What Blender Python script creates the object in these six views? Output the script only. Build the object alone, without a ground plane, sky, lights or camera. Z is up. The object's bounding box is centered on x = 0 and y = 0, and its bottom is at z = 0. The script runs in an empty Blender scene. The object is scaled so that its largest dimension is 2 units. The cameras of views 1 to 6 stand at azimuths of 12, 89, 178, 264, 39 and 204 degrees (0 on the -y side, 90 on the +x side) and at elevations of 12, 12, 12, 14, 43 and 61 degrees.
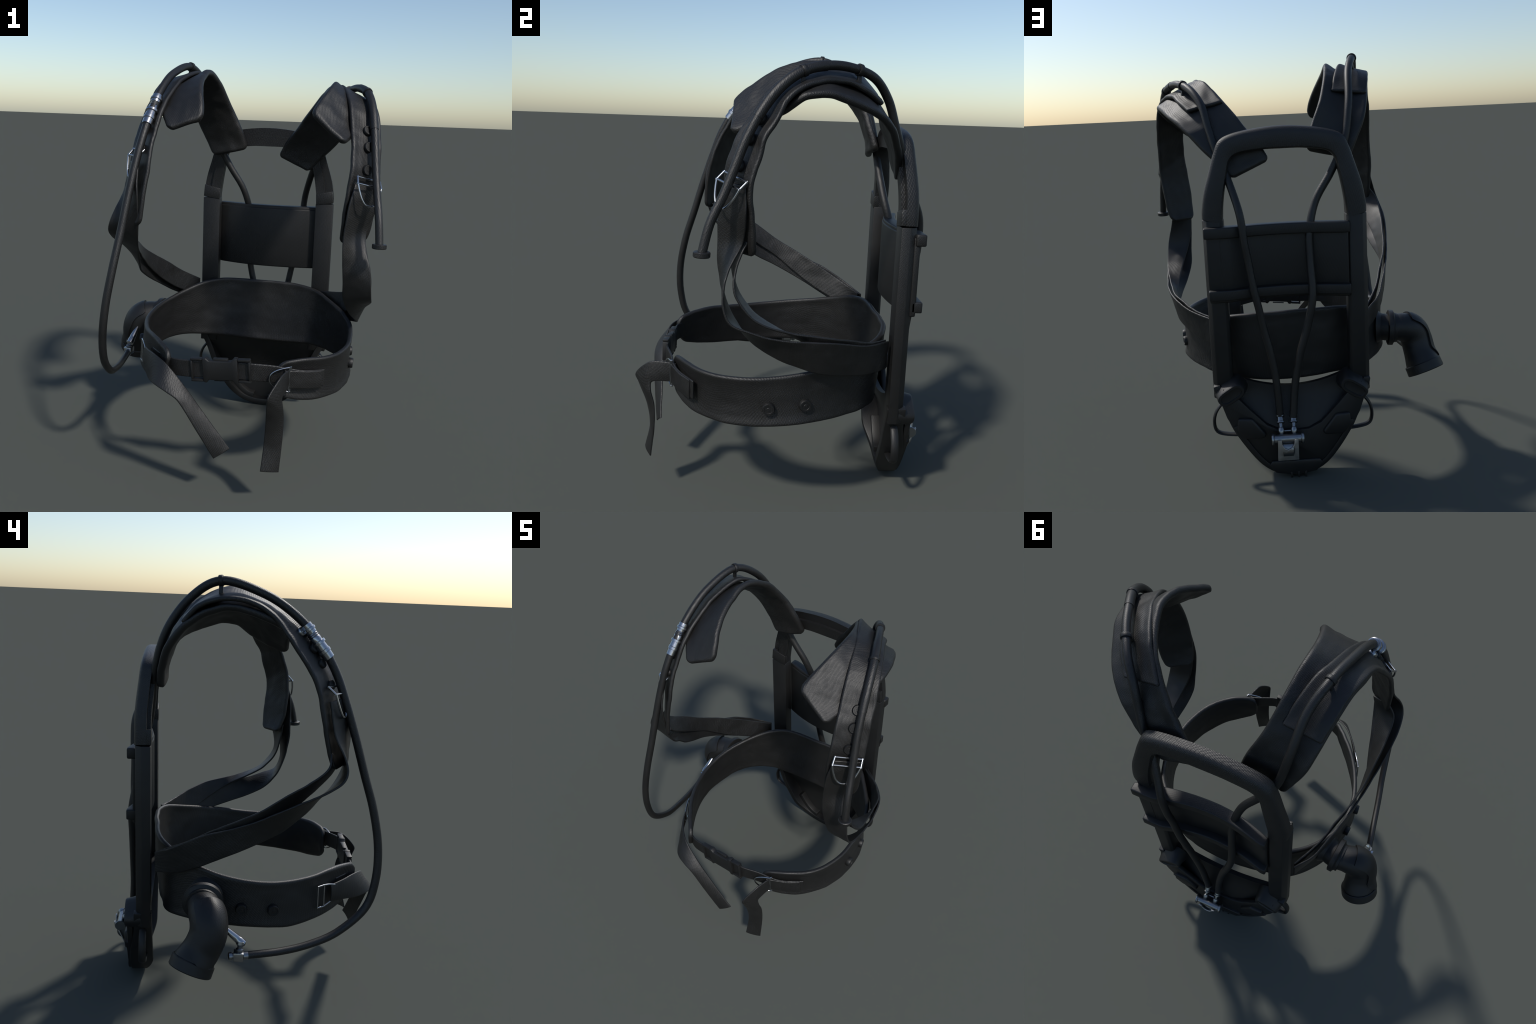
"""Breathing-apparatus carrying harness: back frame, foot plate, padded shoulder
yokes, shoulder straps, waist belt, hoses, elbow pipe and small metal fittings."""
import bpy, bmesh, math, random
from mathutils import Vector, Matrix, noise

random.seed(7)
V = Vector
XC = 0.055            # symmetry plane of the back frame

# ------------------------------------------------------------------ materials
def new_mat(name):
    m = bpy.data.materials.new(name)
    m.use_nodes = True
    nt = m.node_tree
    return m, nt, nt.nodes["Principled BSDF"]

def woven(name, base, light, scale, rough, bump, spec=0.35, rnd=0.15):
    """Fine woven cloth / moulded grain: small cell pattern in bump and colour."""
    m, nt, b = new_mat(name)
    N, L = nt.nodes, nt.links
    tc = N.new("ShaderNodeTexCoord")
    mp = N.new("ShaderNodeMapping")
    mp.inputs["Rotation"].default_value = (0.35, 0.25, 0.6)
    L.new(tc.outputs["Object"], mp.inputs["Vector"])
    vo = N.new("ShaderNodeTexVoronoi")
    vo.inputs["Scale"].default_value = scale
    vo.inputs["Randomness"].default_value = rnd
    L.new(mp.outputs["Vector"], vo.inputs["Vector"])
    no = N.new("ShaderNodeTexNoise")
    no.inputs["Scale"].default_value = 9.0
    no.inputs["Detail"].default_value = 5.0
    L.new(tc.outputs["Object"], no.inputs["Vector"])
    ramp = N.new("ShaderNodeValToRGB")
    ramp.color_ramp.elements[0].position = 0.3
    ramp.color_ramp.elements[0].color = (*base, 1)
    ramp.color_ramp.elements[1].position = 0.75
    ramp.color_ramp.elements[1].color = (*light, 1)
    L.new(no.outputs["Fac"], ramp.inputs["Fac"])
    mul = N.new("ShaderNodeMix"); mul.data_type = 'RGBA'; mul.blend_type = 'MULTIPLY'
    mul.inputs["Factor"].default_value = 0.4
    r2 = N.new("ShaderNodeValToRGB")
    r2.color_ramp.elements[0].color = (1, 1, 1, 1)
    r2.color_ramp.elements[1].position = 0.85
    r2.color_ramp.elements[1].color = (0.25, 0.25, 0.25, 1)
    L.new(vo.outputs["Distance"], r2.inputs["Fac"])
    L.new(ramp.outputs["Color"], mul.inputs["A"])
    L.new(r2.outputs["Color"], mul.inputs["B"])
    L.new(mul.outputs["Result"], b.inputs["Base Color"])
    bp = N.new("ShaderNodeBump")
    bp.invert = True
    bp.inputs["Strength"].default_value = bump
    bp.inputs["Distance"].default_value = 0.003
    L.new(vo.outputs["Distance"], bp.inputs["Height"])
    L.new(bp.outputs["Normal"], b.inputs["Normal"])
    b.inputs["Roughness"].default_value = rough
    b.inputs["Specular IOR Level"].default_value = spec
    return m

def metal(name, col, rough):
    m, nt, b = new_mat(name)
    N, L = nt.nodes, nt.links
    tc = N.new("ShaderNodeTexCoord")
    no = N.new("ShaderNodeTexNoise")
    no.inputs["Scale"].default_value = 40
    L.new(tc.outputs["Object"], no.inputs["Vector"])
    mr = N.new("ShaderNodeMapRange")
    mr.inputs["To Min"].default_value = rough * 0.7
    mr.inputs["To Max"].default_value = rough * 1.3
    L.new(no.outputs["Fac"], mr.inputs["Value"])
    L.new(mr.outputs["Result"], b.inputs["Roughness"])
    b.inputs["Base Color"].default_value = (*col, 1)
    b.inputs["Metallic"].default_value = 1.0
    return m

CLOTH = woven("black_padded_cloth", (0.0080, 0.0078, 0.0076), (0.0125, 0.0121, 0.0118), 200, 0.50, 0.38, 0.5)
WEB = woven("black_webbing", (0.0076, 0.0074, 0.0072), (0.0118, 0.0114, 0.0111), 215, 0.48, 0.38, 0.5)
PLASTIC = woven("black_moulded_plastic", (0.0074, 0.0075, 0.0077), (0.0108, 0.0108, 0.0108), 230, 0.50, 0.22, 0.45)
GRIP = woven("black_foam_grip", (0.0085, 0.0085, 0.0087), (0.0135, 0.0132, 0.0130), 195, 0.46, 0.5, 0.5)
RUBBER = woven("black_hose_rubber", (0.0080, 0.0078, 0.0077), (0.0125, 0.0122, 0.0120), 215, 0.46, 0.32, 0.5)
STEEL = metal("polished_steel", (0.40, 0.41, 0.43), 0.24)
PLATE = metal("brushed_bracket_plate", (0.55, 0.54, 0.52), 0.6)
WORN = metal("dull_valve_metal", (0.26, 0.27, 0.28), 0.34)

# ------------------------------------------------------------------ hierarchy
root = bpy.data.objects.new("breathing_apparatus_harness", None)
bpy.context.scene.collection.objects.link(root)
root["label"] = "black padded backpack harness with hoses and waist belt"
root["category"] = "harness"

def finish(name, bm, mat, parent=root, angle=40, smooth=True, merge=1e-5):
    if merge:
        bmesh.ops.remove_doubles(bm, verts=bm.verts, dist=merge)
    bmesh.ops.dissolve_degenerate(bm, edges=bm.edges, dist=1e-6)
    bmesh.ops.recalc_face_normals(bm, faces=bm.faces)
    me = bpy.data.meshes.new(name)
    bm.to_mesh(me); bm.free()
    me.materials.append(mat)
    for p in me.polygons:
        p.use_smooth = smooth
    if smooth:
        me.set_sharp_from_angle(angle=math.radians(angle))
    ob = bpy.data.objects.new(name, me)
    bpy.context.scene.collection.objects.link(ob)
    ob.parent = parent
    return ob

# ------------------------------------------------------------------ curve tools
def catmull(P, t):
    """Point at t in 0..1 on a uniform Catmull-Rom curve through P."""
    n = len(P) - 1
    f = min(max(t, 0.0), 1.0) * n
    i = min(int(f), n - 1); u = f - i
    p1, p2 = P[i], P[i + 1]
    p0 = P[i - 1] if i > 0 else p1 * 2 - p2
    p3 = P[i + 2] if i < n - 1 else p2 * 2 - p1
    return 0.5 * (2 * p1 + (p2 - p0) * u + (2 * p0 - 5 * p1 + 4 * p2 - p3) * u * u
                  + (3 * p1 - p0 - 3 * p2 + p3) * u ** 3)

def resample(P, n, over=24):
    P = [V(p) for p in P]
    D = [catmull(P, k / (over * len(P))) for k in range(over * len(P) + 1)]
    L = [0.0]
    for a, b in zip(D, D[1:]):
        L.append(L[-1] + (b - a).length)
    out, j = [], 0
    for k in range(n):
        s = L[-1] * k / (n - 1)
        while j < len(L) - 2 and L[j + 1] < s:
            j += 1
        w = (s - L[j]) / max(L[j + 1] - L[j], 1e-9)
        out.append(D[j].lerp(D[j + 1], min(max(w, 0), 1)))
    return out

def ring_frames(pts):
    """Parallel-transport frames along a polyline."""
    T = []
    for i in range(len(pts)):
        a = pts[max(i - 1, 0)]; b = pts[min(i + 1, len(pts) - 1)]
        T.append((b - a).normalized())
    n = T[0].orthogonal().normalized()
    out = []
    for i, t in enumerate(T):
        n = (n - t * n.dot(t)).normalized()
        out.append((t, n, t.cross(n)))
    return out

def tube_bm(bm, pts, rad, seg=16, caps=True, sx=1.0, sy=1.0, up=None):
    pts = [V(p) for p in pts]
    fr = ring_frames(pts)
    rings = []
    for i, p in enumerate(pts):
        t, n, b = fr[i]
        if up is not None:
            n = (V(up) - t * V(up).dot(t)).normalized(); b = t.cross(n)
        r = rad[i] if isinstance(rad, (list, tuple)) else rad
        rings.append([bm.verts.new(p + (n * math.cos(a) * sx + b * math.sin(a) * sy) * r)
                      for a in [2 * math.pi * k / seg for k in range(seg)]])
    for A, B in zip(rings, rings[1:]):
        for k in range(seg):
            bm.faces.new((A[k], A[(k + 1) % seg], B[(k + 1) % seg], B[k]))
    if caps:
        bm.faces.new(rings[0]); bm.faces.new(rings[-1])
    return rings

def tube(name, pts, rad, mat, parent=root, seg=16, angle=40, **k):
    bm = bmesh.new()
    tube_bm(bm, pts, rad, seg, **k)
    return finish(name, bm, mat, parent, angle)

def lathe(name, centre, axis, profile, mat, parent=root, seg=28, angle=35):
    """Solid of revolution: profile = [(offset along axis, radius), ...]."""
    c, a = V(centre), V(axis).normalized()
    bm = bmesh.new()
    n = a.orthogonal().normalized(); b = a.cross(n)
    rings = []
    for h, r in profile:
        rings.append([bm.verts.new(c + a * h + (n * math.cos(q) + b * math.sin(q)) * max(r, 1e-5))
                      for q in [2 * math.pi * k / seg for k in range(seg)]])
    for A, B in zip(rings, rings[1:]):
        for k in range(seg):
            bm.faces.new((A[k], A[(k + 1) % seg], B[(k + 1) % seg], B[k]))
    bm.faces.new(rings[0]); bm.faces.new(rings[-1])
    return finish(name, bm, mat, parent, angle)

def box_bm(bm, lo, hi, mtx=None):
    lo, hi = V(lo), V(hi)
    vs = [bm.verts.new((x, y, z)) for x in (lo.x, hi.x) for y in (lo.y, hi.y) for z in (lo.z, hi.z)]
    for f in ((0, 1, 3, 2), (4, 6, 7, 5), (0, 4, 5, 1), (2, 3, 7, 6), (0, 2, 6, 4), (1, 5, 7, 3)):
        bm.faces.new([vs[i] for i in f])
    if mtx is not None:
        for v in vs:
            v.co = mtx @ v.co

def bevel_all(bm, w, seg=2, ang=25):
    bmesh.ops.recalc_face_normals(bm, faces=bm.faces)
    es = [e for e in bm.edges if len(e.link_faces) == 2 and e.calc_face_angle(0) > math.radians(ang)]
    bmesh.ops.bevel(bm, geom=es, offset=w, segments=seg, profile=0.5, affect='EDGES', clamp_overlap=True)

def box(name, lo, hi, mat, parent=root, bev=0.004, mtx=None):
    bm = bmesh.new(); box_bm(bm, lo, hi, mtx)
    if bev: bevel_all(bm, bev)
    return finish(name, bm, mat, parent)

def prism_bm(bm, poly, d0, d1, frame):
    """Extrude a 2D polygon; frame(u, v, d) maps to 3D."""
    A = [bm.verts.new(frame(u, v, d0)) for u, v in poly]
    B = [bm.verts.new(frame(u, v, d1)) for u, v in poly]
    n = len(poly)
    for i in range(n):
        bm.faces.new((A[i], A[(i + 1) % n], B[(i + 1) % n], B[i]))
    bm.faces.new(A); bm.faces.new(B)

XZ = lambda u, v, d: V((u, d, v))

def prism(name, poly, d0, d1, mat, parent=root, frame=XZ, bev=0.004, seg=2, ang=25):
    bm = bmesh.new(); prism_bm(bm, poly, d0, d1, frame)
    if bev: bevel_all(bm, bev, seg, ang)
    return finish(name, bm, mat, parent)

def smoothstep(a, b, x):
    t = min(max((x - a) / (b - a), 0), 1)
    return t * t * (3 - 2 * t)

def ribbon(name, A, B, mat, parent=root, rim=0.010, inner=None, n=90, m=22, r0=0.0, r1=0.0,
           crown=0.0, flip=False, wrinkle=0.0, seed=0.0, offset=0.0, crown_fn=None):
    """Padded band between two edge curves A and B.
    rim: half thickness of the piped edge; inner: half thickness of the field;
    r0/r1: plan radius of the corners at both ends; crown: arching across."""
    inner = rim if inner is None else inner
    A = resample(A, 200); B = resample(B, 200)
    mid = [(a + b) / 2 for a, b in zip(A, B)]
    length = sum((q - p).length for p, q in zip(mid, mid[1:]))
    def at(C, s):
        f = s * 199; i = min(int(f), 198)
        return C[i].lerp(C[i + 1], f - i)
    S = [i / n for i in range(n + 1)]
    fine = [0.15, 0.4, 0.75, 1.2, 2.0, 3.2]
    for k in fine:
        S += [k * rim / length, 1 - k * rim / length]
    for r, side in ((r0, 0), (r1, 1)):
        if r:
            for k in (0.02, 0.08, 0.2, 0.35, 0.55, 0.8, 1.0):
                S.append(k * r / length if side == 0 else 1 - k * r / length)
    S = sorted(set(round(s, 5) for s in S))
    grid = []
    for s in S:
        a, b = at(A, s), at(B, s)
        w = (b - a).length
        dS = at(mid, min(s + 0.008, 1)) - at(mid, max(s - 0.008, 0))
        dS.normalize()
        across = (b - a).normalized()
        N = across.cross(dS).normalized()
        if flip: N = -N
        e0, e1 = s * length, (1 - s) * length
        inset = 0.0
        if r0 and e0 < r0: inset = r0 - math.sqrt(max(r0 * r0 - (r0 - e0) ** 2, 0))
        if r1 and e1 < r1: inset = r1 - math.sqrt(max(r1 * r1 - (r1 - e1) ** 2, 0))
        inset = min(inset, w * 0.45)
        W = w - 2 * inset
        U = [0, .15, .4, .75, 1.2, 2.0, 3.2]
        us = [min(k * rim / W, 0.42 * k / 3.2) for k in U]
        last = us[-1]
        inn = [last + (1 - 2 * last) * k / (m + 1) for k in range(1, m + 1)]
        us = us + inn + [1 - u for u in reversed(us)]
        row = []
        for u in us:
            d = min(u, 1 - u) * W
            d = min(d, e0, e1)
            if d < rim: h = math.sqrt(max(rim * rim - (rim - d) ** 2, 0))
            else: h = inner + (rim - inner) * (1 - smoothstep(rim, 3.2 * rim, d))
            uu = (inset + u * W) / w
            p = a.lerp(b, uu)
            cr = (crown_fn(s) if crown_fn else crown) * (1 - (2 * uu - 1) ** 2)
            if wrinkle:
                q = V((p.x * 11 + seed, p.y * 11, p.z * 11))
                cr += wrinkle * noise.noise(q) + 0.5 * wrinkle * noise.noise(q * 2.3)
            base = p + N * (cr + offset)
            row.append((base + N * h, base - N * h))
        grid.append(row)
    bm = bmesh.new()
    top = [[bm.verts.new(p[0]) for p in row] for row in grid]
    bot = [[bm.verts.new(p[1]) for p in row] for row in grid]
    for G in (top, bot):
        for r, q in zip(G, G[1:]):
            for k in range(len(r) - 1):
                bm.faces.new((r[k], r[k + 1], q[k + 1], q[k]))
    return finish(name, bm, mat, parent, angle=60, merge=2e-5)

# ================================================================== BACK FRAME
frame = bpy.data.objects.new("back_frame", None)
bpy.context.scene.collection.objects.link(frame); frame.parent = root

def mirror_x(poly):
    return [(2 * XC - x, y) for x, y in poly]

rail_section = [(0.434, 0.452), (0.435, 0.492), (0.412, 0.520), (0.352, 0.524), (0.337, 0.512), (0.335, 0.452)]
XYf = lambda u, v, d: V((u, v, d))
for sec in (rail_section, mirror_x(rail_section)):
    prism("side_rail", sec, 0.40, 1.270, PLASTIC, frame, frame=XYf, bev=0.004)

# grip arch: outer and inner half outlines (distance from symmetry plane, height)
OUT = [(0.378, 1.277), (0.376, 1.32), (0.362, 1.40), (0.336, 1.486), (0.308, 1.572), (0.280, 1.627), (0.215, 1.656), (0.10, 1.674), (0, 1.680)]
INN = [(0.283, 1.255), (0.281, 1.30), (0.270, 1.382), (0.253, 1.469), (0.237, 1.530), (0.198, 1.562), (0.10, 1.576), (0.05, 1.578), (0, 1.578)]
def arch_pts(H):
    full = [V((XC + d, 0, z)) for d, z in H] + [V((XC - d, 0, z)) for d, z in reversed(H[:-1])]
    return resample(full, 97)
def loft_arch(name, section, mat, k0=0, k1=97):
    O, I = arch_pts(OUT), arch_pts(INN)
    bm = bmesh.new(); rings = []
    for o, i in list(zip(O, I))[k0:k1]:
        ring = []
        for u, y in section:
            z = o.z + (i.z - o.z) * u
            lean = 0.024 * smoothstep(1.38, 1.68, z + 0.04 * u)
            ring.append(bm.verts.new((o.x + (i.x - o.x) * u, y - lean, z)))
        rings.append(ring)
    n = len(section)
    for A, B in zip(rings, rings[1:]):
        for k in range(n):
            bm.faces.new((A[k], A[(k + 1) % n], B[(k + 1) % n], B[k]))
    bm.faces.new(rings[0]); bm.faces.new(rings[-1])
    return finish(name, bm, mat, frame, angle=35)
loft_arch("carrying_handle", [(0, .470), (0, .498), (.02, .507), (.07, .515), (.20, .522), (.40, .526), (.70, .526), (.91, .521), (.975, .513), (1, .502), (1, .470)], GRIP)
loft_arch("handle_lining", [(.44, .453), (.44, .478), (.985, .478), (.985, .453)], GRIP, 5, 92)
for sx in (1, -1):
    poly = [(XC + sx * d, z) for d, z in ((.378, 1.277), (.372, 1.345), (.279, 1.325), (.283, 1.262))]
    prism("handle_clamp", poly, 0.449, 0.476, GRIP, frame, bev=0.003)

# ------------------------------------------------------------------ lumbar panel
panel = bpy.data.objects.new("lumbar_panel", None)
bpy.context.scene.collection.objects.link(panel); panel.parent = root
def bow_y(x):
    return 0.452 + (0.034 if x > XC else 0.055) * ((x - XC) / 0.28) ** 2
def curved_slab(name, x0, x1, z0, z1, f0, f1, mat, parent, n=28, bev=0.008, segs=3):
    """Slab following the bow; f0/f1 give front and back depth at x."""
    bm = bmesh.new(); rings = []
    for i in range(n + 1):
        x = x0 + (x1 - x0) * i / n
        rings.append([bm.verts.new((x, y, z)) for y, z in ((f0(x), z0), (f1(x), z0), (f1(x), z1), (f0(x), z1))])
    for A, B in zip(rings, rings[1:]):
        for k in range(4):
            bm.faces.new((A[k], A[(k + 1) % 4], B[(k + 1) % 4], B[k]))
    bm.faces.new(rings[0]); bm.faces.new(rings[-1])
    bevel_all(bm, bev, segs, 40)
    return finish(name, bm, mat, parent)
lim = lambda x: min(bow_y(x), 0.512)
rib_y = lambda x: min(0.520 + 0.050 * ((x - XC) / 0.28) ** 2, 0.563)
curved_slab("panel_plate", -0.232, 0.420, 0.885, 1.228, lambda x: lim(x) + 0.004, lambda x: min(0.488 + 0.055 * ((x - XC) / 0.28) ** 2, 0.540), PLASTIC, panel)
curved_slab("panel_rib", -0.236, 0.428, 1.191, 1.242, lambda x: lim(x) + 0.008, rib_y, PLASTIC, panel, bev=0.007)
curved_slab("panel_rib", -0.236, 0.420, 0.902, 0.951, lambda x: lim(x) + 0.008, lambda x: rib_y(x) + 0.005, PLASTIC, panel, bev=0.007)
curved_slab("panel_seam", 0.356, 0.3585, 0.955, 1.190, lambda x: 0.53, lambda x: 0.5415, PLASTIC, panel, n=2, bev=0)

# ================================================================== FOOT PLATE
foot = bpy.data.objects.new("foot_plate", None)
bpy.context.scene.collection.objects.link(foot); foot.parent = root
HALF = [(0.378, 0.47), (0.366, 0.42), (0.340, 0.365), (0.300, 0.265), (0.262, 0.200), (0.205, 0.115), (0.160, 0.062), (0.110, 0.026), (0.055, 0.010), (0, 0.006)]
def y_front(z):
    return 0.447 + 0.040 * (1 - smoothstep(0.0, 0.14, z))
U_out = resample([V((XC + d, 0, z)) for d, z in HALF] + [V((XC - d, 0, z)) for d, z in reversed(HALF[:-1])], 73)
def u_rim(name, t, yf, yb, mat, k0=0, k1=73, inset=0.0, bev=0.004):
    bm = bmesh.new(); rings = []
    for k in range(k0, k1):
        p = U_out[k]
        tan = (U_out[min(k + 1, 72)] - U_out[max(k - 1, 0)]).normalized()
        nrm = V((tan.z, 0, -tan.x))
        if nrm.dot(V((XC, 0, 0.4)) - p) < 0: nrm = -nrm
        o, i = p + nrm * inset, p + nrm * (inset + t)
        a, b = yf(p.z), yb(p.z)
        rings.append([bm.verts.new(q) for q in ((o.x, a, o.z), (o.x, b, o.z), (i.x, b, i.z), (i.x, a, i.z))])
    for A, B in zip(rings, rings[1:]):
        for k in range(4):
            bm.faces.new((A[k], A[(k + 1) % 4], B[(k + 1) % 4], B[k]))
    bm.faces.new(rings[0]); bm.faces.new(rings[-1])
    if bev: bevel_all(bm, bev, 2, 40)
    return finish(name, bm, mat, foot)
u_rim("foot_rim", 0.034, y_front, lambda z: 0.530 + 0.030 * (1 - smoothstep(.15, .42, z)), PLASTIC)
u_rim("foot_trim", 0.020, lambda z: 0.545, lambda z: 0.572, PLASTIC, 12, 61, inset=0.012, bev=0.002)
# dished wall: from concave top edge down to the rim
def dish(name, y_shift, thick):
    bm = bmesh.new(); nx, nz = 40, 18
    G = []
    for s in (0, 1):
        rows = []
        for i in range(nx + 1):
            q = -1 + 2 * i / nx
            d = 0.335 * q
            x = XC + d
            ztop = 0.437 + 0.097 * abs(q) ** 2.0
            # lower limit from the outline
            zb = 0.02
            for (d0, z0), (d1, z1) in zip(HALF, HALF[1:]):
                if d1 <= abs(d) <= d0:
                    zb = z1 + (z0 - z1) * (abs(d) - d1) / (d0 - d1) + 0.012
            col = []
            for j in range(nz + 1):
                z = zb + (ztop - zb) * j / nz
                y = 0.457 + 0.073 * (1 - smoothstep(0.20, 0.45, z)) + y_shift + s * thick
                col.append(bm.verts.new((x, y, z)))
            rows.append(col)
        G.append(rows)
        for a, b in zip(rows, rows[1:]):
            for k in range(nz):
                bm.faces.new((a[k], a[k + 1], b[k + 1], b[k]))
    a, b = G
    for i in range(nx):
        for j in (0, nz):
            bm.faces.new((a[i][j], a[i + 1][j], b[i + 1][j], b[i][j]))
    for i in (0, nx):
        for j in range(nz):
            bm.faces.new((a[i][j], a[i][j + 1], b[i][j + 1], b[i][j]))
    return finish(name, bm, PLASTIC, foot)
dish("foot_wall", 0.0, 0.024)
# thick lower block behind the wall, with V shaped upper edge
half_block = [(0.330, 0.47), (0.270, 0.43), (0.210, 0.360), (0.130, 0.275), (0.07, 0.245), (0, 0.240)]
block = [(XC + d, z) for d, z in half_block] + [(XC - d, z) for d, z in reversed(half_block[:-1])]
low = [(0.345, 0.40), (0.320, 0.32), (0.280, 0.24), (0.20, 0.122), (0.15, 0.065), (0.10, 0.030), (0, 0.012)]
block += [(XC - d, z) for d, z in low] + [(XC + d, z) for d, z in reversed(low[:-1])]
prism("foot_block", block, 0.537, 0.566, PLASTIC, foot, bev=0.008)
prism("foot_bumper", [(0.17, 0.090), (-0.06, 0.090), (-0.075, 0.070), (-0.045, 0.028), (0.055, 0.010), (0.155, 0.028), (0.185, 0.070)], 0.54, 0.580, PLASTIC, foot, bev=0.005)
for k in range(3):
    box("bumper_stud", (XC - 0.045 + 0.035 * k - .005, 0.50, 0.0), (XC - 0.045 + 0.035 * k + .005, 0.582, 0.03), PLASTIC, foot, bev=0.002)
# stepped ledges inside the rim, seen from the front
u_rim("foot_ledge", 0.030, lambda z: 0.490, lambda z: 0.535, PLASTIC, 20, 34, inset=0.033, bev=0.003)
u_rim("foot_ledge", 0.030, lambda z: 0.490, lambda z: 0.535, PLASTIC, 39, 53, inset=0.033, bev=0.003)

for sx in (1, -1):
    # oval strap socket
    c = V((XC + sx * 0.294, 0.546, 0.440))
    lx = V((sx * 0.118, 0, -0.078)).normalized()       # long axis, falling outward
    ly = V((0, 1.0, -0.08)).normalized()               # mouth direction
    ly = (ly - lx * ly.dot(lx)).normalized()
    lz = lx.cross(ly)
    bm = bmesh.new(); rings = []
    for off, a, b in ((-0.060, .080, .060), (-0.030, .078, .054), (-0.005, .073, .043), (0.022, .070, .038), (0.028, .066, .034), (0.028, .056, .024), (0.0225, .053, .021), (0.0215, .045, .015), (0.0205, .02, .006)):
        ring = []
        for k in range(32):
            q = 2 * math.pi * k / 32
            cx, cz = math.cos(q), math.sin(q)
            ux = math.copysign(abs(cx) ** 0.6, cx) * a; uz = math.copysign(abs(cz) ** 0.75, cz) * b
            ring.append(bm.verts.new(c + lx * ux + lz * uz + ly * off))
        rings.append(ring)
    for A, B in zip(rings, rings[1:]):
        for k in range(32):
            bm.faces.new((A[k], A[(k + 1) % 32], B[(k + 1) % 32], B[k]))
    bm.faces.new(rings[0]); bm.faces.new(rings[-1])
    finish("strap_socket", bm, PLASTIC, foot)
    # raised five sided pad
    poly = [(XC + sx * d, z) for d, z in ((.268, .322), (.200, .318), (.135, .232), (.145, .214), (.235, .214), (.275, .262))]
    prism("corner_pad", poly, 0.55, 0.584, PLASTIC, foot, bev=0.010, seg=3)
    # side carry loop
    path = resample([V((XC + sx * d, 0.490, z)) for d, z in ((.325, .385), (.350, .362), (.374, .328), (.387, .285), (.384, .240), (.366, .217), (.322, .205), (.255, .198))], 28)
    tube("carry_loop", path, 0.009, PLASTIC, foot, seg=12, sx=1.9, sy=0.9, up=(0, 1, 0))

# ------------------------------------------------------------------ valve
valve = bpy.data.objects.new("valve_block", None)
bpy.context.scene.collection.objects.link(valve); valve.parent = root
def cyl_x(name, x0, x1, y, z, prof, mat, parent):
    lathe(name, (x0, y, z), (x1 - x0, 0, 0), prof, mat, parent)
L = 0.152
lathe("valve_bar", (0.016, 0.628, 0.232), (1, 0, 0), [(0, .010), (0, .026), (.004, .028), (.010, .027), (.014, .021), (.020, .0205), (L - .020, .0205), (L - .014, .021), (L - .010, .027), (L - .004, .028), (L, .026), (L, .010)], WORN, valve)
lathe("valve_drum", (0.062, 0.610, 0.176), (1, 0, 0), [(0, .014), (0, .030), (.003, .034), (.006, .040), (.054, .040), (.057, .034), (.060, .030), (.060, .014)], WORN, valve)
prism("valve_bracket", [(0.140, 0.240), (0.123, 0.240), (0.120, 0.215), (0.108, 0.197), (0.092, 0.190), (0.076, 0.197), (0.064, 0.215), (0.061, 0.240), (0.044, 0.240), (0.042, 0.105), (0.142, 0.105)], 0.0, 0.006, PLATE, valve, frame=lambda u, v, d: V((u, 0.598 + d + 0.058 * smoothstep(0.105, 0.19, v), v)), bev=0.0012)
box("valve_mount", (0.05, 0.54, 0.105), (0.134, 0.602, 0.215), PLASTIC, valve, bev=0.008)
tube("valve_link", [(0.065, 0.590, 0.252), (0.122, 0.590, 0.252)], 0.005, WORN, valve, seg=10)

for x in (0.122, 0.059):
    st = V((x, 0.562, 0.312)); end = V((x + (0.092 - x) * 0.05, 0.628, 0.236))
    ax = (end - st)
    lathe("hose_nipple", st, ax, [(-0.012, .010), (-0.012, .0195), (-.006, .021), (0, .0195), (.002, .016), (.022, .0155), (.025, .019), (.030, .019), (.033, .009), (.050, .008), (.054, .013), (.066, .015), (.078, .012), (.086, .004)], WORN, valve, seg=20)

# ================================================================== HOSES
H1 = [(0.059, 0.565, 0.310), (0.044, 0.556, 0.466), (0.014, 0.556, 0.619), (-0.029, 0.556, 0.765), (-0.056, 0.556, 0.902), (-0.053, 0.527, 1.061), (-0.055, 0.508, 1.191), (-0.091, 0.472, 1.330), (-0.170, 0.452, 1.460), (-0.238, 0.436, 1.600),
      (-0.268, 0.387, 1.769), (-0.284, 0.285, 1.909), (-0.322, 0.159, 1.980), (-0.352, -0.010, 1.937), (-0.365, -0.139, 1.862), (-0.376, -0.249, 1.755), (-0.392, -0.330, 1.627), (-0.410, -0.382, 1.494), (-0.426, -0.432, 1.344), (-0.442, -0.478, 1.191),
      (-0.460, -0.526, 1.035), (-0.482, -0.555, 0.872), (-0.500, -0.552, 0.720), (-0.512, -0.512, 0.590), (-0.537, -0.393, 0.490), (-0.565, -0.272, 0.447), (-0.592, -0.131, 0.426), (-0.624, 0.045, 0.425)]
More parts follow.
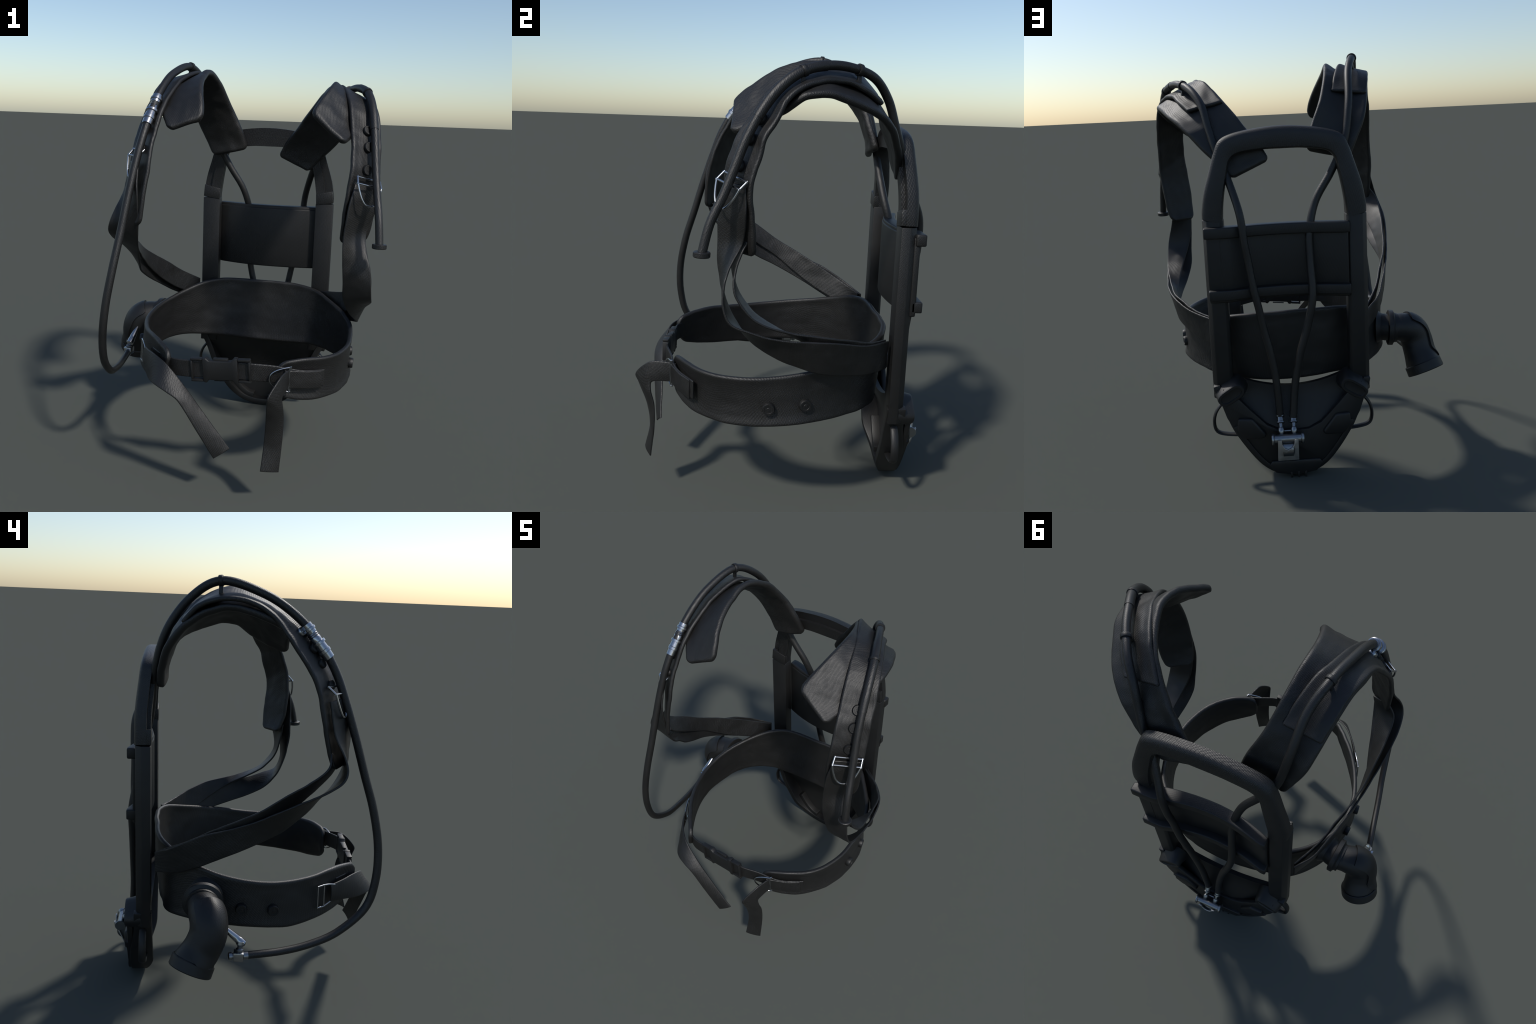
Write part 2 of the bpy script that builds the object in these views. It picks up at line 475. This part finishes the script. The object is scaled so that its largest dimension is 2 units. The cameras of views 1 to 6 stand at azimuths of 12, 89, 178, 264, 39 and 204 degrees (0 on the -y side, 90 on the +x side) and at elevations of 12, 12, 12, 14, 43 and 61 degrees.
H2 = [(0.122, 0.559, 0.312), (0.127, 0.561, 0.429), (0.137, 0.560, 0.542), (0.154, 0.560, 0.649), (0.177, 0.560, 0.751), (0.196, 0.566, 0.858), (0.215, 0.568, 0.958), (0.232, 0.566, 1.079), (0.246, 0.570, 1.177), (0.258, 0.562, 1.292), (0.285, 0.518, 1.392), (0.321, 0.467, 1.496),
      (0.355, 0.440, 1.589), (0.382, 0.405, 1.680), (0.408, 0.365, 1.780), (0.461, 0.296, 1.858), (0.522, 0.192, 1.890), (0.568, 0.093, 1.890), (0.610, 0.001, 1.862), (0.637, -0.078, 1.800), (0.654, -0.142, 1.713), (0.667, -0.193, 1.614), (0.679, -0.232, 1.511), (0.693, -0.271, 1.410), (0.709, -0.317, 1.308), (0.720, -0.345, 1.196)]
hp1, hp2 = resample(H1, 220), resample(H2, 170)
hose1 = tube("air_hose", hp1, [0.0185 - 0.0018 * smoothstep(0.82, 0.95, i / 219) for i in range(220)], RUBBER, seg=20)
hose2 = tube("air_hose", hp2, 0.0178, RUBBER, seg=20)
def nearest(pts, p):
    p = V(p)
    return min(range(len(pts)), key=lambda i: (pts[i] - p).length)
def piece(pts, a, b):
    i, j = nearest(pts, a), nearest(pts, b)
    return pts[min(i, j):max(i, j) + 1]
# thicker protective sleeve over the front of the free hose
sl = piece(hp2, (0.568, 0.093, 1.890), (0.656, -0.150, 1.700))
tube("hose_sleeve", sl, 0.0198, RUBBER, hose2, seg=18)
# free end flange
d = (hp2[-1] - hp2[-4]).normalized()
lathe("hose_end_flange", hp2[-1], (0, -0.05, -1), [(-.010, .019), (-.009, .029), (-.006, .0325), (.009, .0325), (.012, .030), (.012, .004)], RUBBER, hose2)
# quick coupler
ci = nearest(hp1, (-0.370, -0.196, 1.815)); cj = nearest(hp1, (-0.386, -0.305, 1.680))
c0, c1 = hp1[ci], hp1[cj]; Lc = (c1 - c0).length
prof = [(0, .016), (0, .0235), (.010, .0245), (.016, .0245), (.018, .029), (.027, .029), (.029, .0245), (.040, .0235), (.042, .021), (.046, .024), (.050, .021), (.054, .024), (.058, .021), (.062, .0235), (.080, .0235), (.082, .031), (.092, .031), (.094, .0245), (.118, .0255), (.120, .0285), (.132, .0285), (.134, .025), (.160, .024), (.160, .016)]
k = Lc / 0.160
lathe("quick_coupler", c0, c1 - c0, [(a * k, r) for a, r in prof], STEEL, hose1, seg=32)

def hose_clip(pts, at, down, stem):
    i = nearest(pts, at); p = pts[i]
    t = (pts[i + 1] - pts[i - 1]).normalized()
    clip = lathe("hose_clip", p - t * 0.009, t, [(0, .018), (0, .0225), (.002, .0238), (.016, .0238), (.018, .0225), (.018, .018)], PLASTIC, hose1 if pts is hp1 else hose2, seg=20)
    dn = V(down).normalized()
    sd = t.cross(dn).normalized()
    M = Matrix((sd, t, dn)).transposed().to_4x4(); M.translation = p
    box("clip_stem", (-.005, -.009, 0.012), (.005, .009, stem), PLASTIC, clip, bev=0.002, mtx=M)
hose_clip(hp1, (-0.321, 0.157, 1.98), (-0.12, 0, -1), 0.075)
hose_clip(hp2, (0.505, 0.225, 1.885), (0.10, 0.0, -1), 0.065)
hose_clip(hp2, (0.606, 0.010, 1.866), (0.05, -0.1, -1), 0.065)

# feed fittings at the low end of the hose
lathe("hose_block", (-0.624, 0.040, 0.425), (-0.15, 1, 0), [(-0.02, .012), (-.02, .018), (0, .018)], WORN, hose1, seg=20)
box("feed_elbow", (-0.022, -0.022, -0.020), (0.022, 0.022, 0.020), STEEL, hose1, bev=0.003, mtx=Matrix.Translation((-0.627, 0.060, 0.428)) @ Matrix.Rotation(-0.1, 4, 'Z'))
lathe("feed_plug", (-0.630, 0.078, 0.428), (-0.1, 1, 0), [(0, .014), (.010, .014), (.012, .018), (.024, .018), (.028, .012)], WORN, hose1, seg=20)
lathe("feed_swivel", (-0.624, 0.056, 0.446), (0.05, -0.05, 1), [(0, .012), (.006, .017), (.012, .017), (.016, .011), (.026, .013), (.036, .018), (.046, .016)], WORN, hose1, seg=20)
lathe("feed_nozzle", (-0.612, 0.050, 0.484), (0.10, 0.72, 0.62), [(-.020, .010), (-.012, .019), (.014, .0195), (.018, .0175), (.030, .0175), (.070, .014), (.095, .010)], STEEL, hose1, seg=20)

# ================================================================== ELBOW PIPE
elbow = bpy.data.objects.new("elbow_pipe", None)
bpy.context.scene.collection.objects.link(elbow); elbow.parent = root
spine = resample([(-0.436, 0.199, 0.613), (-0.488, 0.213, 0.610), (-0.548, 0.206, 0.606), (-0.600, 0.194, 0.582), (-0.624, 0.196, 0.530), (-0.636, 0.222, 0.468), (-0.653, 0.258, 0.404)], 44)
rad = []
for i in range(44):
    s = i / 43
    rad.append(0.070 + 0.008 * smoothstep(.22, .4, s) + 0.012 * smoothstep(.75, 1, s))
tube("elbow_body", spine, rad, PLASTIC, elbow, seg=36)
i = nearest(spine, (-0.488, 0.213, 0.610)); ax = (spine[i + 1] - spine[i - 1])
lathe("elbow_collar", spine[i], ax, [(-.016, .06), (-.016, .085), (-.012, .092), (.010, .092), (.014, .084), (.018, .077), (.032, .076), (.034, .06)], PLASTIC, elbow, seg=40)
lathe("pipe_mount", (-0.425, 0.196, 0.612), (-0.92, 0.25, 0), [(-.006, .07), (-.004, .088), (.006, .080), (.02, .070), (.02, .05)], PLASTIC, elbow, seg=40)
ax = V((-0.30, 0.36, -0.86)).normalized()
lathe("elbow_cap", spine[-1] - ax * 0.012, ax, [(-.010, .080), (-.010, .092), (-.006, .096), (.036, .097), (.040, .094), (.040, .086), (.020, .082), (.018, .002)], PLASTIC, elbow, seg=44)
# raised shield over the outside of the bend
bm = bmesh.new()
fr = ring_frames(spine)
inner_c = V((-0.50, 0.25, 0.46))
rows_o, rows_i = [], []
lo, hi = 15, 40
for i in range(lo, hi + 1):
    t = fr[i][0]
    out = spine[i] - inner_c; out = (out - t * out.dot(t)).normalized()
    sd = t.cross(out)
    s = (i - lo) / (hi - lo)
    wid = 1.0 * (1 - max(0, (s - 0.6) / 0.4) ** 2.5 * 0.75) * (1 - max(0, (0.06 - s) / 0.06) * 0.1)
    ro, ri = [], []
    for k in range(15):
        a = -wid + 2 * wid * k / 14
        dirv = out * math.cos(a) + sd * math.sin(a)
        ro.append(bm.verts.new(spine[i] + dirv * (rad[i] + 0.009)))
        ri.append(bm.verts.new(spine[i] + dirv * (rad[i] - 0.006)))
    rows_o.append(ro); rows_i.append(ri)
for G in (rows_o, rows_i):
    for a, b in zip(G, G[1:]):
        for k in range(14):
            bm.faces.new((a[k], a[k + 1], b[k + 1], b[k]))
for a, b in zip(range(len(rows_o) - 1), range(1, len(rows_o))):
    for k in (0, 14):
        bm.faces.new((rows_o[a][k], rows_o[b][k], rows_i[b][k], rows_i[a][k]))
for a in (0, -1):
    for k in range(14):
        bm.faces.new((rows_o[a][k], rows_o[a][k + 1], rows_i[a][k + 1], rows_i[a][k]))
finish("elbow_shield", bm, PLASTIC, elbow, angle=50)

# ================================================================== SHOULDER YOKES
P1_in = [(-0.058, 0.420, 1.560), (-0.085, 0.392, 1.660), (-0.129, 0.350, 1.763), (-0.154, 0.302, 1.839), (-0.172, 0.235, 1.905), (-0.186, 0.140, 1.952), (-0.190, 0.060, 1.950), (-0.186, -0.015, 1.923), (-0.174, -0.098, 1.888), (-0.155, -0.165, 1.840), (-0.135, -0.215, 1.780), (-0.126, -0.250, 1.715)]
P1_out = [(-0.262, 0.418, 1.515), (-0.300, 0.414, 1.600), (-0.338, 0.392, 1.685), (-0.360, 0.345, 1.760), (-0.378, 0.272, 1.824), (-0.390, 0.205, 1.857), (-0.403, 0.119, 1.872), (-0.420, 0.020, 1.850), (-0.420, -0.080, 1.812), (-0.380, -0.160, 1.765), (-0.325, -0.235, 1.712), (-0.285, -0.284, 1.655)]
P2_in = [(0.108, 0.461, 1.528), (0.160, 0.425, 1.615), (0.219, 0.384, 1.685), (0.261, 0.353, 1.743), (0.303, 0.311, 1.793), (0.357, 0.246, 1.856), (0.403, 0.160, 1.890), (0.436, 0.045, 1.908), (0.435, -0.050, 1.890), (0.418, -0.125, 1.852), (0.395, -0.187, 1.808), (0.370, -0.243, 1.755)]
P2_out = [(0.290, 0.455, 1.445), (0.345, 0.442, 1.510), (0.410, 0.421, 1.573), (0.472, 0.390, 1.642), (0.527, 0.341, 1.695), (0.578, 0.265, 1.732), (0.618, 0.177, 1.762), (0.646, 0.100, 1.780), (0.652, 0.015, 1.765), (0.618, -0.055, 1.715), (0.572, -0.140, 1.668), (0.530, -0.254, 1.626)]
yoke1 = ribbon("shoulder_pad", P1_in, P1_out, CLOTH, rim=0.0165, inner=0.0145, n=110, m=24, r0=0.03, r1=0.035, wrinkle=0.005, seed=3.0, flip=True, crown_fn=lambda s: 0.018 * (1 - smoothstep(.5, .7, s)))
yoke2 = ribbon("shoulder_pad", P2_in, P2_out, CLOTH, rim=0.0155, inner=0.0125, n=110, m=24, r0=0.03, r1=0.035, wrinkle=0.005, seed=9.0, flip=False, crown_fn=lambda s: -0.004 * smoothstep(.55, .8, s))

# ================================================================== SHOULDER STRAPS
S1_in = [(-0.196, 0.312, 1.822), (-0.225, 0.225, 1.905), (-0.252, 0.140, 1.945), (-0.275, 0.071, 1.942), (-0.294, -0.025, 1.910), (-0.306, -0.108, 1.864), (-0.318, -0.192, 1.803), (-0.325, -0.257, 1.737), (-0.333, -0.304, 1.655), (-0.340, -0.350, 1.575), (-0.340, -0.382, 1.491), (-0.348, -0.401, 1.407), (-0.358, -0.414, 1.321), (-0.370, -0.415, 1.225)]
S1_out = [(-0.363, 0.322, 1.806), (-0.383, 0.255, 1.870), (-0.395, 0.175, 1.903), (-0.413, 0.093, 1.906), (-0.428, -0.008, 1.872), (-0.440, -0.074, 1.815), (-0.455, -0.125, 1.747), (-0.463, -0.172, 1.679), (-0.471, -0.220, 1.607), (-0.478, -0.250, 1.532), (-0.486, -0.266, 1.450), (-0.486, -0.284, 1.368), (-0.484, -0.303, 1.294), (-0.482, -0.330, 1.215)]
S2_in = [(0.308, 0.333, 1.790), (0.372, 0.252, 1.873), (0.414, 0.182, 1.903), (0.466, 0.076, 1.898), (0.497, 0.001, 1.873), (0.518, -0.062, 1.840), (0.537, -0.125, 1.778), (0.551, -0.175, 1.706), (0.563, -0.225, 1.631), (0.566, -0.256, 1.545), (0.561, -0.272, 1.462), (0.551, -0.272, 1.369), (0.543, -0.262, 1.275), (0.535, -0.225, 1.172)]
S2_out = [(0.477, 0.333, 1.758), (0.530, 0.255, 1.803), (0.560, 0.184, 1.829), (0.602, 0.099, 1.827), (0.645, 0.015, 1.806), (0.668, -0.042, 1.756), (0.681, -0.075, 1.692), (0.689, -0.115, 1.628), (0.693, -0.137, 1.551), (0.696, -0.157, 1.488), (0.693, -0.165, 1.414), (0.683, -0.158, 1.321), (0.668, -0.148, 1.240), (0.646, -0.145, 1.175)]
strap1 = ribbon("shoulder_strap", S1_in, S1_out, CLOTH, rim=0.0105, inner=0.0085, n=110, m=20, r0=0.012, r1=0.03, wrinkle=0.004, seed=21.0, flip=True)
strap2 = ribbon("shoulder_strap", S2_in, S2_out, CLOTH, rim=0.0105, inner=0.0085, n=110, m=20, r0=0.012, r1=0.03, wrinkle=0.005, seed=33.0, flip=False)

def stud(parent, p, axis, r, mat, h=0.014):
    lathe("press_stud", V(p), axis, [(-.010, r * .9), (-.002, r), (h * .7, r), (h, r * .9), (h, r * .66), (h * .9, r * .62), (h * .9, r * .3), (h * .97, r * .26), (h * .97, .0005)], mat, parent, seg=26)

def on_strap(A, B, s, u):
    A_, B_ = resample(A, 200), resample(B, 200)
    k = int(s * 199)
    p = A_[k].lerp(B_[k], u)
    dS = (A_[min(k + 1, 199)] + B_[min(k + 1, 199)] - A_[k - 1] - B_[k - 1]).normalized()
    return p, (B_[k] - A_[k]).normalized().cross(dS), dS

def stud_on(strap, A, B, target, flip, r, mat):
    best = min(((on_strap(A, B, k / 100, 0.5)[0] - V(target)).length, k / 100) for k in range(5, 98))
    A_, B_ = resample(A, 200), resample(B, 200)
    k = int(best[1] * 199)
    w = (B_[k] - A_[k])
    u = min(max((V(target) - A_[k]).dot(w) / w.length_squared, 0.15), 0.85)
    p, N, t = on_strap(A, B, best[1], u)
    if N.dot(V((0, -0.7, 0.7)) + V((1 if p.x > 0 else -1, 0, 0)) * 0.6) < 0: N = -N
    stud(strap, p + N * 0.008, N, r, mat)

for t in ((0.627, -0.141, 1.693), (0.630, -0.174, 1.616), (0.635, -0.212, 1.518)):
    stud_on(strap2, S2_in, S2_out, t, False, 0.0245, PLASTIC)
for t, mm in (((-0.380, -0.178, 1.780), STEEL), ((-0.385, -0.225, 1.715), PLASTIC), ((-0.390, -0.265, 1.650), PLASTIC), ((-0.400, -0.305, 1.565), PLASTIC)):
    stud_on(strap1, S1_in, S1_out, t, True, 0.021, mm)

# ================================================================== WEBBING
F2_in = [(0.590, -0.262, 1.455), (0.572, -0.292, 1.360), (0.556, -0.296, 1.200), (0.558, -0.290, 1.104), (0.564, -0.267, 1.000), (0.566, -0.230, 0.915), (0.590, -0.170, 0.835), (0.618, -0.075, 0.772), (0.628, 0.050, 0.722), (0.600, 0.165, 0.688), (0.540, 0.265, 0.665), (0.480, 0.350, 0.652), (0.405, 0.432, 0.648)]
F2_out = [(0.692, -0.190, 1.445), (0.690, -0.185, 1.340), (0.655, -0.195, 1.230), (0.662, -0.236, 1.144), (0.686, -0.260, 1.073), (0.695, -0.264, 0.992), (0.700, -0.236, 0.922), (0.700, -0.160, 0.888), (0.688, -0.060, 0.862), (0.668, 0.070, 0.848), (0.625, 0.195, 0.832), (0.530, 0.325, 0.794), (0.405, 0.436, 0.772)]
B2_out = [(0.640, -0.175, 1.235), (0.667, -0.220, 1.129), (0.689, -0.222, 1.040), (0.694, -0.172, 0.962), (0.690, -0.105, 0.914), (0.670, -0.010, 0.885), (0.650, 0.080, 0.868), (0.622, 0.180, 0.850), (0.575, 0.258, 0.828), (0.495, 0.350, 0.795), (0.395, 0.425, 0.775)]
B2_in = [(0.550, -0.255, 1.215), (0.556, -0.238, 1.110), (0.575, -0.210, 1.020), (0.600, -0.150, 0.945), (0.615, -0.060, 0.890), (0.622, 0.030, 0.845), (0.618, 0.110, 0.795), (0.585, 0.190, 0.745), (0.535, 0.262, 0.705), (0.465, 0.345, 0.672), (0.395, 0.420, 0.655)]
F1_in = [(-0.395, -0.375, 1.520), (-0.385, -0.415, 1.380), (-0.384, -0.402, 1.245), (-0.408, -0.348, 1.128), (-0.430, -0.282, 1.070), (-0.447, -0.227, 1.012), (-0.478, -0.135, 0.946), (-0.494, -0.040, 0.898), (-0.487, 0.053, 0.850), (-0.463, 0.148, 0.800), (-0.433, 0.238, 0.750), (-0.385, 0.330, 0.707), (-0.330, 0.430, 0.685)]
F1_out = [(-0.468, -0.300, 1.510), (-0.490, -0.325, 1.370), (-0.530, -0.380, 1.250), (-0.553, -0.362, 1.182), (-0.560, -0.292, 1.138), (-0.552, -0.200, 1.095), (-0.535, -0.100, 1.045), (-0.513, 0.000, 0.995), (-0.486, 0.115, 0.948), (-0.455, 0.215, 0.912), (-0.424, 0.300, 0.866), (-0.388, 0.370, 0.822), (-0.330, 0.432, 0.784)]
B1_out = [(-0.478, -0.315, 1.295), (-0.520, -0.300, 1.232), (-0.525, -0.215, 1.163), (-0.520, -0.142, 1.120), (-0.505, -0.032, 1.045), (-0.479, 0.077, 0.985), (-0.440, 0.180, 0.928), (-0.400, 0.290, 0.862), (-0.325, 0.415, 0.790)]
B1_in = [(-0.385, -0.380, 1.240), (-0.422, -0.330, 1.180), (-0.458, -0.230, 1.090), (-0.476, -0.135, 1.020), (-0.482, -0.030, 0.950), (-0.465, 0.060, 0.880), (-0.430, 0.160, 0.810), (-0.385, 0.270, 0.750), (-0.322, 0.412, 0.695)]
ws = dict(rim=0.0048, n=120, m=14, wrinkle=0.003)
ribbon("side_webbing", F2_in, F2_out, WEB, seed=1.0, **ws)
ribbon("side_webbing", B2_in, B2_out, WEB, seed=5.0, **ws)
ribbon("side_webbing", F1_in, F1_out, WEB, seed=11.0, **ws)
ribbon("side_webbing", B1_in, B1_out, WEB, seed=15.0, **ws)

# ================================================================== WAIST BELT
BELT = [((-.172, -.540, .672), (-.205, -.528, .535)), ((-.250, -.455, .692), (-.280, -.450, .505)), ((-.319, -.374, .697), (-.345, -.370, .485)), ((-.373, -.294, .691), (-.395, -.294, .476)), ((-.429, -.178, .689), (-.450, -.180, .469)),
        ((-.456, -.062, .695), (-.470, -.060, .477)), ((-.452, .061, .710), (-.462, .060, .481)), ((-.421, .173, .730), (-.436, .180, .485)), ((-.362, .275, .758), (-.370, .288, .478)), ((-.279, .359, .789), (-.275, .370, .462)),
        ((-.186, .412, .805), (-.165, .392, .458)), ((-.079, .430, .807), (-.045, .412, .449)), ((.033, .438, .806), (.060, .418, .446)), ((.155, .445, .804), (.165, .416, .447)), ((.258, .440, .800), (.260, .405, .453)),
        ((.370, .400, .785), (.355, .378, .462)), ((.475, .298, .750), (.455, .298, .468)), ((.553, .194, .720), (.535, .192, .473)), ((.594, .078, .699), (.588, .085, .473)), ((.604, -.039, .681), (.606, -.032, .465)),
        ((.600, -.159, .671), (.596, -.150, .457)), ((.568, -.280, .667), (.556, -.266, .454)), ((.506, -.373, .670), (.496, -.360, .459)), ((.422, -.440, .675), (.412, -.432, .470)), ((.312, -.490, .662), (.310, -.490, .500))]
belt = ribbon("waist_belt", [a for a, b in BELT], [b for a, b in BELT], CLOTH, rim=0.012, inner=0.0095, n=150, m=22, r0=0.05, r1=0.05, crown_fn=lambda s: -0.008 * math.exp(-((s - .5) / .10) ** 2) + 0.009 * smoothstep(.62, .75, s), wrinkle=0.003, seed=41.0)
for p, a in (((.610, -.077, .545), (1, 0.0, -0.05)), ((.592, .071, .556), (1, .25, -.05)), ((-.474, .042, .572), (-1, .05, -.05)), ((-.474, -.101, .566), (-1, -.12, -.05))):
    stud(belt, p, a, 0.026, PLASTIC, h=0.018)



# ------------------------------------------------------------------ front belt webbing
def web(name, mids, half, parent=root, **k):
    A = [V(p) + V((0, 0, half)) for p in mids]; B = [V(p) - V((0, 0, half)) for p in mids]
    return ribbon(name, A, B, WEB, parent, rim=k.pop('rim', 0.0048), n=k.pop('n', 60), m=12, **k)
fw = web("front_webbing", [(-.300, -.418, .602), (-.240, -.480, .602), (-.170, -.525, .603), (-.110, -.536, .604), (-.040, -.536, .607), (.060, -.536, .618), (.140, -.542, .622), (.220, -.536, .620), (.300, -.508, .611), (.372, -.488, .598), (.440, -.452, .584), (.515, -.388, .574)], 0.041, wrinkle=0.002)
web("webbing_flap", [(.350, -.508, .592), (.400, -.482, .586), (.455, -.447, .578), (.505, -.405, .572)], 0.043, fw, n=30, wrinkle=0.003, seed=4)
# buckle
bk = bpy.data.objects.new("side_release_buckle", None)
bpy.context.scene.collection.objects.link(bk); bk.parent = root
Mb = Matrix.Translation((0.066, -0.541, 0.616)) @ Matrix.Rotation(-0.03, 4, 'Z') @ Matrix.Rotation(-0.09, 4, 'Y')
def bframe(u, v, d):
    return Mb @ V((u, d, v))
body = [(-.082, -.056), (-.066, -.058), (-.056, -.045), (.056, -.045), (.066, -.060), (.082, -.058), (.082, .058), (.066, .060), (.052, .044), (-.052, .044), (-.066, .058), (-.082, .056)]
prism("buckle_body", body, -0.017, 0.014, PLASTIC, bk, frame=bframe, bev=0.004)
for s in (1, -1):
    bm = bmesh.new()
    def fr2(u0, u1, v0, v1):
        box_bm(bm, (min(s * u0, s * u1), -0.015, v0), (max(s * u0, s * u1), 0.012, v1), Mb)
    fr2(.082, .140, .044, .055); fr2(.082, .140, -.055, -.044); fr2(.130, .140, -.0435, .0435)
    bevel_all(bm, 0.003)
    finish("buckle_frame", bm, PLASTIC, bk)
    box("buckle_prong", (-.035, -0.010, .040 * s - .010), (.035, 0.008, .050 * s + .004 * s), PLASTIC, bk, bev=0.004, mtx=Mb @ Matrix.Translation((0, 0.006, 0)))

# ------------------------------------------------------------------ hanging strap tails
TR_a = [(.372, -.478, .634), (.358, -.535, .638), (.342, -.600, .628), (.308, -.662, .567), (.300, -.652, .520), (.292, -.615, .420), (.285, -.602, .310), (.278, -.626, .195)]
TR_b = [(.366, -.482, .548), (.362, -.530, .547), (.358, -.572, .545), (.355, -.590, .532), (.360, -.588, .495), (.366, -.575, .435), (.364, -.574, .330), (.357, -.592, .185)]
TL_a = [(-.365, -.385, .552), (-.329, -.455, .545), (-.277, -.545, .536), (-.218, -.620, .541), (-.160, -.640, .521), (-.100, -.640, .479), (-.022, -.626, .351), (.057, -.605, .213)]
TL_b = [(-.358, -.385, .632), (-.314, -.450, .641), (-.252, -.520, .646), (-.186, -.567, .629), (-.130, -.582, .582), (-.060, -.587, .502), (.034, -.584, .379), (.126, -.577, .259)]
ribbon("strap_tail", TR_a, TR_b, WEB, rim=0.004, n=70, m=12, wrinkle=0.002, crown=-0.004)
ribbon("strap_tail", TL_a, TL_b, WEB, rim=0.004, n=70, m=12, wrinkle=0.002, crown=-0.005)

# ================================================================== WIRE RINGS
def wire(name, pts, r, parent, closed=True, n=None):
    P = [V(p) for p in pts]
    bm = bmesh.new()
    if closed: P = P + [P[0]]
    tube_bm(bm, P, r, 10)
    return finish(name, bm, STEEL, parent, angle=50)
def d_ring(TL, BL, TR, BR, loop, parent, r=0.0048):
    TL, BL, TR, BR, loop = map(V, (TL, BL, TR, BR, loop))
    ob = bpy.data.objects.new("adjuster_ring", None)
    bpy.context.scene.collection.objects.link(ob); ob.parent = parent
    for a, b in ((TL, TR), (TR, BR), (BR, BL), (BL, TL)):
        e = (b - a).normalized() * r * 0.8
        tube("ring_bar", [a - e, b + e], r, STEEL, ob, seg=10)
    m = (BL + BR) / 2
    d = loop - m; h = (BL - BR) / 2
    pts = [m + h, m + d * .35 + h * .86, m + d * .70 + h * .64, m + d * .93 + h * .36, loop, m + d * .93 - h * .36, m + d * .70 - h * .64, m + d * .35 - h * .86, m - h]
    tube("ring_loop", resample(pts, 30), r, STEEL, ob, seg=10)
d_ring((0.602, -0.273, 1.491), (0.607, -0.300, 1.463), (0.698, -0.186, 1.462), (0.707, -0.212, 1.435), (0.660, -0.285, 1.360), strap2)
d_ring((-0.380, -0.345, 1.566), (-0.398, -0.372, 1.538), (-0.452, -0.292, 1.568), (-0.466, -0.322, 1.540), (-0.440, -0.372, 1.440), strap1)
d_ring((.376, -.494, .648), (.372, -.502, .648), (.374, -.494, .532), (.370, -.502, .532), (.288, -.532, .598), belt, r=0.0036)
d_ring((-.398, -.318, .640), (-.380, -.350, .642), (-.404, -.318, .537), (-.386, -.350, .537), (-.335, -.428, .598), belt, r=0.0036)
